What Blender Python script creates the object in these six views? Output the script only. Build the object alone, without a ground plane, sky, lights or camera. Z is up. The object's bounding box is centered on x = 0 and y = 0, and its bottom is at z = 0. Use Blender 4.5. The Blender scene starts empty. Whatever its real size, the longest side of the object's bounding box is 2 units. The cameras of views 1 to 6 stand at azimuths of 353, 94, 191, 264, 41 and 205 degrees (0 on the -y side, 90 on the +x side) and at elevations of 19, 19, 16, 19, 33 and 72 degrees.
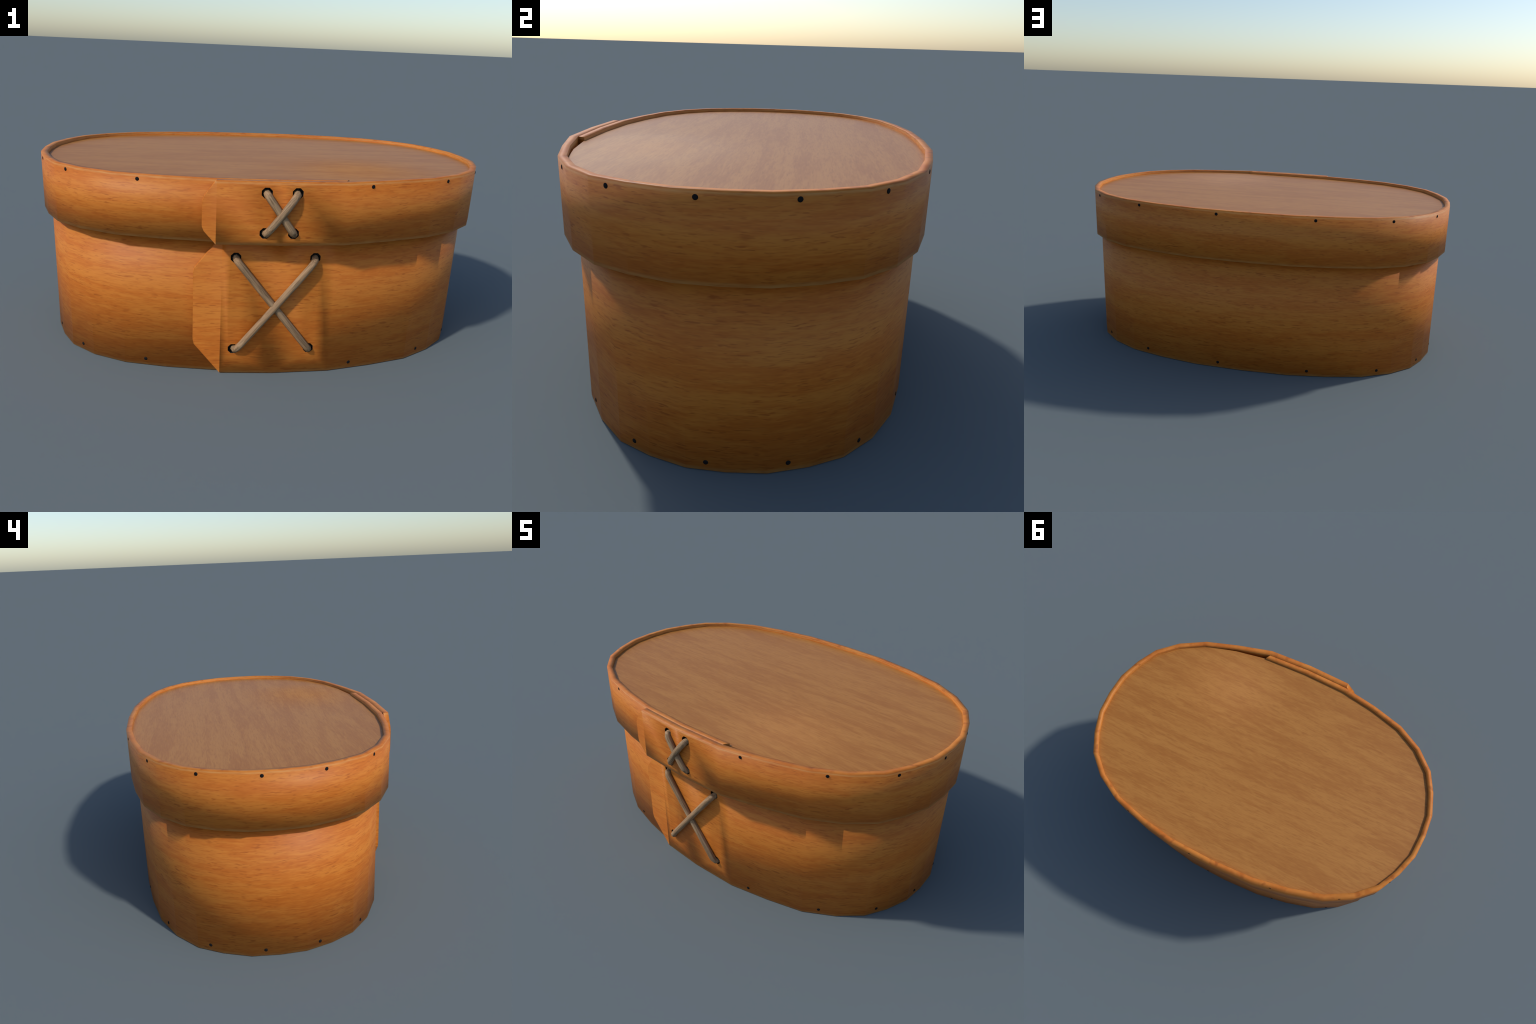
import bpy, math
from mathutils import Vector

# ------------------------------------------------------------------ helpers
def link(obj, parent=None):
    bpy.context.scene.collection.objects.link(obj)
    if parent is not None:
        obj.parent = parent
    return obj

class Builder:
    """Collects vertices, faces, per-corner normals and material slots."""
    def __init__(self):
        self.v, self.f, self.n, self.m = [], [], [], []
    def face(self, pts, normals=None, mat=0):
        """pts in counter-clockwise order seen from outside."""
        pts = [Vector(p) for p in pts]
        if normals is None:
            nn = Vector((0, 0, 0))
            for i in range(len(pts)):
                a, b = pts[i], pts[(i + 1) % len(pts)]
                nn += a.cross(b)
            nn.normalize()
            normals = [nn] * len(pts)
        i0 = len(self.v)
        self.v += pts
        self.f.append(list(range(i0, i0 + len(pts))))
        self.n += [Vector(q).normalized() for q in normals]
        self.m.append(mat)
    def build(self, name, mats):
        me = bpy.data.meshes.new(name)
        # weld corners that share a position
        key, verts, remap = {}, [], []
        for p in self.v:
            k = (round(p.x, 5), round(p.y, 5), round(p.z, 5))
            if k not in key:
                key[k] = len(verts)
                verts.append(p)
            remap.append(key[k])
        me.from_pydata(verts, [], [[remap[i] for i in f] for f in self.f])
        for p, m in zip(me.polygons, self.m):
            p.use_smooth = True
            p.material_index = m
        for mt in mats:
            me.materials.append(mt)
        me.normals_split_custom_set([tuple(q) for q in self.n])
        me.update()
        return bpy.data.objects.new(name, me)

# ------------------------------------------------------------------ materials
class Nodes:
    def __init__(self, name):
        self.mat = bpy.data.materials.new(name)
        self.mat.use_nodes = True
        self.t = self.mat.node_tree
        self.bsdf = self.t.nodes['Principled BSDF']
        self.obj = self.t.nodes.new('ShaderNodeTexCoord').outputs['Object']
    def new(self, kind, **kw):
        n = self.t.nodes.new(kind)
        for k, v in kw.items():
            setattr(n, k, v)
        return n
    def put(self, sock, val):
        if isinstance(val, bpy.types.NodeSocket):
            self.t.links.new(val, sock)
        else:
            sock.default_value = val
    def noise(self, scale, loc=(0, 0, 0), detail=2.0, rough=0.5, dist=0.0, vec=None):
        mp = self.new('ShaderNodeMapping')
        self.put(mp.inputs['Vector'], vec or self.obj)
        mp.inputs['Location'].default_value = loc
        mp.inputs['Scale'].default_value = scale
        n = self.new('ShaderNodeTexNoise')
        self.put(n.inputs['Vector'], mp.outputs[0])
        n.inputs['Scale'].default_value = 1.0
        n.inputs['Detail'].default_value = detail
        n.inputs['Roughness'].default_value = rough
        n.inputs['Distortion'].default_value = dist
        return n.outputs['Fac']
    def rng(self, val, a, b, lo=0.0, hi=1.0, smooth=True):
        n = self.new('ShaderNodeMapRange')
        n.interpolation_type = 'SMOOTHSTEP' if smooth else 'LINEAR'
        self.put(n.inputs['Value'], val)
        n.inputs['From Min'].default_value = a
        n.inputs['From Max'].default_value = b
        n.inputs['To Min'].default_value = lo
        n.inputs['To Max'].default_value = hi
        return n.outputs['Result']
    def math(self, op, a, b=0.0):
        n = self.new('ShaderNodeMath', operation=op)
        self.put(n.inputs[0], a)
        self.put(n.inputs[1], b)
        return n.outputs[0]
    def mix(self, fac, a, b, mode='MIX'):
        n = self.new('ShaderNodeMix', data_type='RGBA', blend_type=mode)
        self.put(n.inputs[0], fac)
        self.put(n.inputs[6], (*a, 1) if isinstance(a, tuple) else a)
        self.put(n.inputs[7], (*b, 1) if isinstance(b, tuple) else b)
        return n.outputs[2]
    def height(self):
        s = self.new('ShaderNodeSeparateXYZ')
        self.put(s.inputs[0], self.obj)
        return s.outputs['Z']

def wood(name, golden, ruddy, pore, pale_edge, seed, along, across, edges=(), rough=0.5, spec=0.22, grit=0.42, wave=0.3):
    """Steamed beech: broad ruddy / golden streaks, short dark pore dashes."""
    k = Nodes(name)
    def sc(a, c):                       # a along the grain, c across it
        return tuple(c if ax else a * along for ax in across)
    o = (seed, seed * 1.7, seed * 2.3)
    p, q = (o[1], o[2], o[0]), (o[2], o[0], o[1])
    band = k.noise(sc(1.6, 15.0), o, 2.0, 0.5, wave)
    patch = k.noise(sc(6.5, 50.0), p, 3.0, 0.6, wave * 1.4)
    fine = k.noise(sc(17.0, 150.0), q, 2.0, 0.6, 0.3)
    dash = k.noise(sc(27.0, 210.0), p, 1.0, 0.5, 0.2)
    clump = k.noise(sc(5.0, 30.0), q, 2.0)
    tone = k.math('ADD', k.math('MULTIPLY', band, 0.55), k.math('MULTIPLY', patch, 0.45))
    col = k.mix(k.rng(tone, 0.40, 0.60), golden, ruddy)
    light = tuple(min(1, c * f) for c, f in zip(golden, (1.10, 1.14, 1.15)))
    col = k.mix(k.math('MULTIPLY', k.rng(fine, 0.50, 0.70), grit), col, light)
    shade = tuple(c * f for c, f in zip(ruddy, (0.84, 0.74, 0.65)))
    col = k.mix(k.math('MULTIPLY', k.rng(fine, 0.50, 0.30), grit * 1.15), col, shade)
    d = k.math('MULTIPLY', k.rng(dash, 0.56, 0.72), k.rng(clump, 0.35, 0.65, grit * .7, grit * 1.9))
    col = k.mix(d, col, pore)
    z = k.height()
    for lo, hi, dirn in edges:          # pale band along the edge of the bent strip
        m = k.rng(z, lo, hi, 1.0 if dirn < 0 else 0.0, 0.0 if dirn < 0 else 1.0)
        if dirn > 0:                    # the sawn top of the strip stays bare
            m = k.math('MULTIPLY', m, k.rng(z, hi, hi + 0.003, 1.0, 0.15))
        m = k.math('MULTIPLY', m, k.rng(fine, 0.3, 0.7, 0.35, 0.7))
        col = k.mix(m, col, pale_edge)
    k.put(k.bsdf.inputs['Base Color'], col)
    k.bsdf.inputs['Roughness'].default_value = rough
    k.bsdf.inputs['Specular IOR Level'].default_value = spec
    b = k.new('ShaderNodeBump')
    b.inputs['Strength'].default_value = 0.10
    b.inputs['Distance'].default_value = 0.002
    k.put(b.inputs['Height'], fine)
    k.put(k.bsdf.inputs['Normal'], b.outputs[0])
    return k.mat

LID_LO, LID_HI = 0.589, 0.8362
BODY_HI = 0.606

GOLD, RUDDY = (0.550, 0.181, 0.026), (0.495, 0.136, 0.016)
PORE, PALE_EDGE = (0.34, 0.083, 0.010), (0.56, 0.27, 0.085)
M_body = wood('body_wood', GOLD, RUDDY, PORE, PALE_EDGE, 3.1, 1.0, (0, 0, 1),
              [(0.004, 0.014, -1)])
M_lid = wood('lid_wood', GOLD, RUDDY, PORE, PALE_EDGE, 8.7, 1.0, (0, 0, 1),
             [(LID_LO + 0.004, LID_LO + 0.014, -1), (LID_HI - 0.014, LID_HI - 0.005, 1)])
M_panel = wood('panel_wood', (0.420, 0.174, 0.037), (0.360, 0.135, 0.026),
               (0.30, 0.110, 0.021), PALE_EDGE, 5.3, 1.0, (0, 1, 0), (), 0.45, 0.30, 0.32, 0.8)

k = Nodes('hole_dark')
k.bsdf.inputs['Base Color'].default_value = (0.006, 0.005, 0.004, 1)
k.bsdf.inputs['Roughness'].default_value = 0.9
M_hole = k.mat

k = Nodes('nail_iron')
k.put(k.bsdf.inputs['Base Color'], k.mix(k.noise((90, 90, 90)), (0.006, 0.006, 0.007), (0.014, 0.012, 0.012)))
k.bsdf.inputs['Specular IOR Level'].default_value = 0.08
k.bsdf.inputs['Roughness'].default_value = 0.6
M_nail = k.mat

def thong(name, ang, seed):
    k = Nodes(name)
    rot = k.new('ShaderNodeVectorRotate', rotation_type='Y_AXIS')
    k.put(rot.inputs['Vector'], k.obj)
    rot.inputs['Angle'].default_value = ang
    k.bsdf.inputs['Specular IOR Level'].default_value = 0.2
    n = k.noise((9, 150, 150), (seed, 2, 1), 3.0, 0.6, 0.4, rot.outputs[0])
    m = k.noise((14, 30, 30), (seed, 5, 9), 2.0, 0.5, 0.0, rot.outputs[0])
    col = k.mix(k.rng(n, 0.30, 0.70), (0.165, 0.099, 0.052), (0.40, 0.262, 0.145))
    col = k.mix(k.rng(m, 0.40, 0.70, 0, 0.5), col, (0.36, 0.208, 0.105))
    k.put(k.bsdf.inputs['Base Color'], col)
    k.bsdf.inputs['Roughness'].default_value = 0.6
    b = k.new('ShaderNodeBump')
    b.inputs['Strength'].default_value = 0.25
    b.inputs['Distance'].default_value = 0.003
    k.put(b.inputs['Height'], n)
    k.put(k.bsdf.inputs['Normal'], b.outputs[0])
    return k.mat

# ------------------------------------------------------------------ the oval
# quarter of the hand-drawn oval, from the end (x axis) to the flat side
QX = [0.971, 0.963, 0.922, 0.864, 0.760, 0.619, 0.440, 0.243, 0.0]
QY = [0.0, 0.119, 0.237, 0.343, 0.438, 0.513, 0.560, 0.593, 0.602]

def oval(sx, sy, yc):
    """32 corners, counter-clockwise from +x; 24 is the middle of the front."""
    pts = []
    for q in range(4):
        for i in (range(8) if q % 2 == 0 else range(8, 0, -1)):
            pts.append(Vector((QX[i] * sx * (1 if q in (0, 3) else -1),
                               QY[i] * sy * (1 if q < 2 else -1) + yc)))
    return pts

def side_normal(a, b):
    t = (b - a).normalized()
    return Vector((t.y, -t.x))          # outward for a counter-clockwise oval

def up(h, z):
    return Vector((h.x, h.y, z))

# ------------------------------------------------------------------ bent strip
def bent_strip(ring, z0, z1, thick, lap, step, fold_x, hole_xs, hole_zs, hole_r, flap):
    """One strip of wood bent round the oval. It starts inside the front lap at
    corner 25, runs clockwise once round and ends outside the lap, laced on."""
    B = Builder()
    order = [25] + list(range(24, -1, -1)) + list(range(31, 25, -1))
    path = [ring[i].copy() for i in order]
    def out(i):
        n = side_normal(ring[i - 1], ring[(i + 1) % 32])
        return ring[i] + n * step[i]
    for i in (27, 26):                  # the strip climbs over its own inner end
        path[order.index(i)] = out(i)
    f = (fold_x - ring[24].x) / (ring[23].x - ring[24].x)
    path += [out(25), out(24), out(24).lerp(out(23), f)]
    N = len(path)
    hn, inner = [], []
    for i in range(N):
        # the path runs clockwise, so the next point lies before this one
        segs = []
        if i > 0:
            segs.append(side_normal(path[i], path[i - 1]))
        if i < N - 1:
            segs.append(side_normal(path[i + 1], path[i]))
        h = sum(segs, Vector((0, 0))).normalized()
        hn.append(h)
        inner.append(path[i] - h * (lap if i >= N - 3 else thick) / max(0.6, h.dot(segs[0])))
    inner[0] = inner[0] + Vector((0.016, 0.0))     # slanted inner end
    TILT = 1.0
    def O(i, z): return (path[i].x, path[i].y, z)
    def I(i, z): return (inner[i].x, inner[i].y, z)
    for i in range(N - 1):
        j = i + 1
        a, b = hn[i], hn[j]
        # inner wall, rim and underside
        B.face([I(i, z0), I(j, z0), I(j, z1), I(i, z1)],
               [up(-a, -.1), up(-b, -.1), up(-b, .15), up(-a, .15)])
        B.face([O(j, z1), O(i, z1), I(i, z1), I(j, z1)],
               [up(b, TILT), up(a, TILT), up(-a, TILT), up(-b, TILT)])
        B.face([O(i, z0), O(j, z0), I(j, z0), I(i, z0)],
               [up(a, -TILT), up(b, -TILT), up(-b, -TILT), up(-a, -TILT)])
        if i < N - 3:                   # plain outer wall
            B.face([O(j, z0), O(i, z0), O(i, z1), O(j, z1)],
                   [up(b, -TILT), up(a, -TILT), up(a, TILT), up(b, TILT)])
            continue
        # outer wall pierced by two lacing holes (left column on the last piece)
        xs = hole_xs[1] if i == N - 3 else hole_xs[0]
        wall = side_normal(path[j], path[i])
        tang = (path[i] - path[j]).normalized()
        def P(x, z, depth=0.0):
            s = (x - path[j].x) / tang.x
            q = path[j] + tang * s - wall * depth
            return (q.x, q.y, z)
        w3 = up(wall, 0)
        octs = []
        for xc, zc in zip(xs, hole_zs):
            ring8 = [(xc + hole_r * math.cos(math.radians(22.5 + 45 * q)),
                      zc + hole_r * math.sin(math.radians(22.5 + 45 * q))) for q in range(8)]
            octs.append(ring8)
            for q in range(8):          # tunnel
                p, r = ring8[q], ring8[(q + 1) % 8]
                B.face([P(*p), P(*r), P(*r, thick * .8), P(*p, thick * .8)], None, 1)
            B.face([P(*p, thick * .8) for p in ring8], None, 1)
        L, U = octs
        # octagon corners: 0 right-low.. 0,7 right; 1,2 top; 3,4 left; 5,6 bottom
        BL, BR, TR, TL = O(j, z0), O(i, z0), O(i, z1), O(j, z1)
        nBL, nBR, nTR, nTL = up(b, -TILT), up(a, -TILT), up(a, TILT), up(b, TILT)
        p = lambda c: P(*c)
        B.face([TL, p(U[2]), p(U[1]), TR], [nTL, w3, w3, nTR])
        B.face([TL, p(U[3]), p(U[2])], [nTL, w3, w3])
        B.face([TR, p(U[1]), p(U[0])], [nTR, w3, w3])
        B.face([BR, p(L[6]), p(L[5]), BL], [nBR, w3, w3, nBL])
        B.face([BL, p(L[5]), p(L[4])], [nBL, w3, w3])
        B.face([BR, p(L[7]), p(L[6])], [nBR, w3, w3])
        B.face([TL, BL, p(L[4]), p(U[3])], [nTL, nBL, w3, w3])
        B.face([BR, TR, p(U[0]), p(L[7])], [nBR, nTR, w3, w3])
        B.face([p(U[3]), p(L[4]), p(L[3]), p(U[4])], [w3] * 4)
        B.face([p(U[4]), p(L[3]), p(L[2]), p(U[5])], [w3] * 4)
        B.face([p(U[5]), p(L[2]), p(L[1]), p(U[6])], [w3] * 4)
        B.face([p(U[6]), p(L[1]), p(L[0]), p(U[7])], [w3] * 4)
        B.face([p(U[7]), p(L[0]), p(L[7]), p(U[0])], [w3] * 4)
    # blunt inner end
    B.face([O(0, z0), I(0, z0), I(0, z1), O(0, z1)])
    # flap: free end of the strip, corners cut, standing off the wall beneath
    e = N - 1
    xo, xc, yo, zc0, ze0, ze1, zc1 = flap
    tip = Vector((xo, yo))
    def E(x, z, depth):
        q = path[e].lerp(tip, (x - path[e].x) / (xo - path[e].x))
        return (q.x, q.y + depth, z)
    rim = [(path[e].x, z0), (xc, zc0), (xo, ze0), (xo, ze1), (xc, zc1), (path[e].x, z1)]
    hi = [E(x, z, 0.0) for x, z in rim]
    lo = [E(x, z, thick) for x, z in rim]
    fn = side_normal(tip, path[e])
    face, left = up(fn, 0), Vector((-1, 0, 0))
    B.face(list(reversed(hi)),
           [face + Vector((-.15, 0, .45)), face + left * .30 + Vector((0, 0, .15)), face + left * .42,
            face + left * .42, face + left * .30 - Vector((0, 0, .10)), face + left * .2])
    B.face(lo, [-face] * 6)
    for q in range(5):
        sd = (Vector(hi[q + 1]) - Vector(hi[q])).cross(Vector(lo[q]) - Vector(hi[q])).normalized()
        B.face([hi[q + 1], lo[q + 1], lo[q], hi[q]], [face + sd * .4, sd, sd, face + sd * .4])
    return B

body_ring = oval(1.0, 1.0, 0.0448)
lid_ring = oval(1.0300, 1.0670, 0.0333)
BODY_T, LID_T = 0.023, 0.0258
body_strip = bent_strip(body_ring, 0.0, BODY_HI, BODY_T, BODY_T, {24: .026, 25: .0235, 26: .013, 27: .0085, 23: .024}, -0.217,
                        ((-0.165, -0.164), (0.154, 0.156)), (0.113, 0.516), 0.0226,
                        (-0.332, -0.327, -0.573, 0.136, 0.158, 0.449, 0.470))
lid_strip = bent_strip(lid_ring, LID_LO, LID_HI, LID_T, 0.0305, {24: .033, 25: .0325, 26: .013, 27: .003, 23: .0325}, -0.246,
                       ((-0.062, -0.061), (0.048, 0.056)), (0.637, 0.794), 0.0226,
                       (-0.302, -0.295, -0.630, 0.641, 0.658, 0.756, 0.775))

thing = link(bpy.data.objects.new('bentwood_box', None))
thing['label'] = 'oval bentwood box with lid, laced lap seams and nails'
thing['category'] = 'wooden box'

body = link(body_strip.build('box_side', [M_body, M_hole]), thing)
lid = link(lid_strip.build('lid', [M_lid, M_hole]), thing)

# ------------------------------------------------------------------ flat boards
def board(name, ring, inset, z0, z1, mat, parent, warp=0.0):
    B = Builder()
    pts = []
    for i in range(32):
        n = side_normal(ring[i - 1], ring[(i + 1) % 32])
        pts.append(ring[i] - n * inset)
    def sheen(x, y):                    # normals tilted sunward to shape a sheen patch, front right
        u, v = (x - .36) / .24, (y + .33) / .22
        m = warp * math.exp(-(u * u + v * v) * .9)
        return Vector((-.8 * m, -.6 * m, 1))
    def lift(x, y):
        u, v = (x - .30) / .34, (y + .36) / .26
        return z1 + warp * .025 * math.exp(-(u * u + v * v))
    c0 = Vector((0, sum(p.y for p in pts) / 32))
    for r in range(16):
        r0, r1 = r / 16, (r + 1) / 16
        for i in range(32):
            q = [c0.lerp(pts[i], r0), c0.lerp(pts[i], r1), c0.lerp(pts[(i + 1) % 32], r1), c0.lerp(pts[(i + 1) % 32], r0)]
            if r == 0:
                q = q[:3]
            B.face([(p.x, p.y, lift(p.x, p.y)) for p in q], [sheen(p.x, p.y) for p in q])
    B.face([(p.x, p.y, z0) for p in reversed(pts)])
    for i in range(32):
        a, b = pts[i], pts[(i + 1) % 32]
        B.face([(a.x, a.y, z0), (b.x, b.y, z0), (b.x, b.y, z1), (a.x, a.y, z1)])
    return link(B.build(name, [mat]), parent)

board('lid_panel', lid_ring, LID_T - 0.004, LID_HI - 0.040, LID_HI - 0.0150, M_panel, lid, 0.205)
board('base_board', body_ring, BODY_T - 0.004, 0.003, 0.030, M_panel, body)

# ------------------------------------------------------------------ nails
nm = Builder()
R = 0.0078
for q in range(12):
    a, b = math.tau * q / 12, math.tau * (q + 1) / 12
    c = lambda t, r, y: (r * math.cos(t), y, r * math.sin(t))
    nm.face([c(a, R * .6, -.0022), c(a, R, -.0003), c(b, R, -.0003), c(b, R * .6, -.0022)])
    nm.face([(0, -.0026, 0), c(a, R * .6, -.0022), c(b, R * .6, -.0022)])
    nm.face([c(a, R, -.0003), c(a, R * .9, .004), c(b, R * .9, .004), c(b, R, -.0003)])
nail0 = nm.build('nail', [M_nail])
nail_mesh = nail0.data
bpy.data.objects.remove(nail0)

def nails(ring, step, z, parent):
    for i in range(1, 32, 2):
        if i == 23:
            continue                    # the lap seam carries laces instead
        a, b = ring[i], ring[(i + 1) % 32]
        if i == 25:
            a = a + side_normal(ring[24], ring[26]) * step[0]
            b = b + side_normal(ring[25], ring[27]) * step[1]
        if i == 27:
            a = a + side_normal(ring[26], ring[28]) * step[2]
        mid = (a + b) / 2
        n = side_normal(a, b)
        o = link(bpy.data.objects.new('nail', nail_mesh), parent)
        o.location = (mid.x, mid.y, z)
        o.rotation_euler = (0, 0, math.atan2(n.y, n.x) + math.pi / 2)

nails(lid_ring, (.0325, .013, .003), 0.8175, lid)
nails(body_ring, (.0235, .013, .0085), 0.0265, body)

# ------------------------------------------------------------------ lacing
def lace(name, path, r, mat, parent, sides=8):
    """Round thong swept along a bent path."""
    pts = [Vector(p) for p in path]
    B = Builder()
    rings = []
    for i, p in enumerate(pts):
        t = (pts[min(i + 1, len(pts) - 1)] - pts[max(i - 1, 0)]).normalized()
        side = t.cross(Vector((0, 1, 0))).normalized()
        fwd = side.cross(t).normalized()
        rings.append([(p + (side * math.cos(math.tau * k / sides) + fwd * math.sin(math.tau * k / sides)) * r,
                       side * math.cos(math.tau * k / sides) + fwd * math.sin(math.tau * k / sides))
                      for k in range(sides)])
    for A, C in zip(rings, rings[1:]):
        for k in range(sides):
            l = (k + 1) % sides
            quad = [A[k], A[l], C[l], C[k]]
            nrm = (quad[1][0] - quad[0][0]).cross(quad[3][0] - quad[0][0])
            if nrm.dot(quad[0][1] + quad[1][1]) < 0:
                quad.reverse()
            B.face([q[0] for q in quad], [q[1] for q in quad])
    return link(B.build(name, [mat]), parent)

def strand(top, bot, wall, depth, lift_top, lift_mid, lift_bot, s0=0.16, s1=0.84):
    """Path from inside the upper hole, over the wall, into the lower hole."""
    t, b = Vector((top[0], 0, top[1])), Vector((bot[0], 0, bot[1]))
    def at(s, y, dz=0):
        q = t.lerp(b, s)
        return (q.x, y, q.z + dz)
    return [at(0.0, wall + depth, 0.000), at(0.01, wall - lift_top * .2), at(s0 * .5, wall - lift_top),
            at(s0, wall - lift_top * .45 - lift_mid * .55), at(0.5, wall - lift_mid),
            at(s1, wall - lift_bot * .45 - lift_mid * .55), at(1 - (1 - s1) * .5, wall - lift_bot),
            at(0.99, wall - lift_bot * .2), at(1.0, wall + depth, 0.000)]

W_LID, W_BODY = -0.640, -0.581
LR = 0.0152
lace('lace', strand((-.060, .790), (.050, .634), W_LID, .02, .008, .011, .008), LR, thong('thong_down_lid', -math.atan2(.164, .110), 1.0), lid)
lace('lace', strand((.056, .790), (-.059, .634), W_LID, .02, .010, .0200, .010, .22, .78), LR, thong('thong_up_lid', math.atan2(.164, .121), 2.0), lid)
lace('lace', strand((-.163, .511), (.155, .109), W_BODY, .02, .009, .010, .009, .08, .92), LR, thong('thong_down_body', -math.atan2(.41, .32), 3.0), body)
lace('lace', strand((.157, .511), (-.160, .110), W_BODY, .02, .012, .020, .011, .08, .92), LR, thong('thong_up_body', math.atan2(.41, .325), 4.0), body)
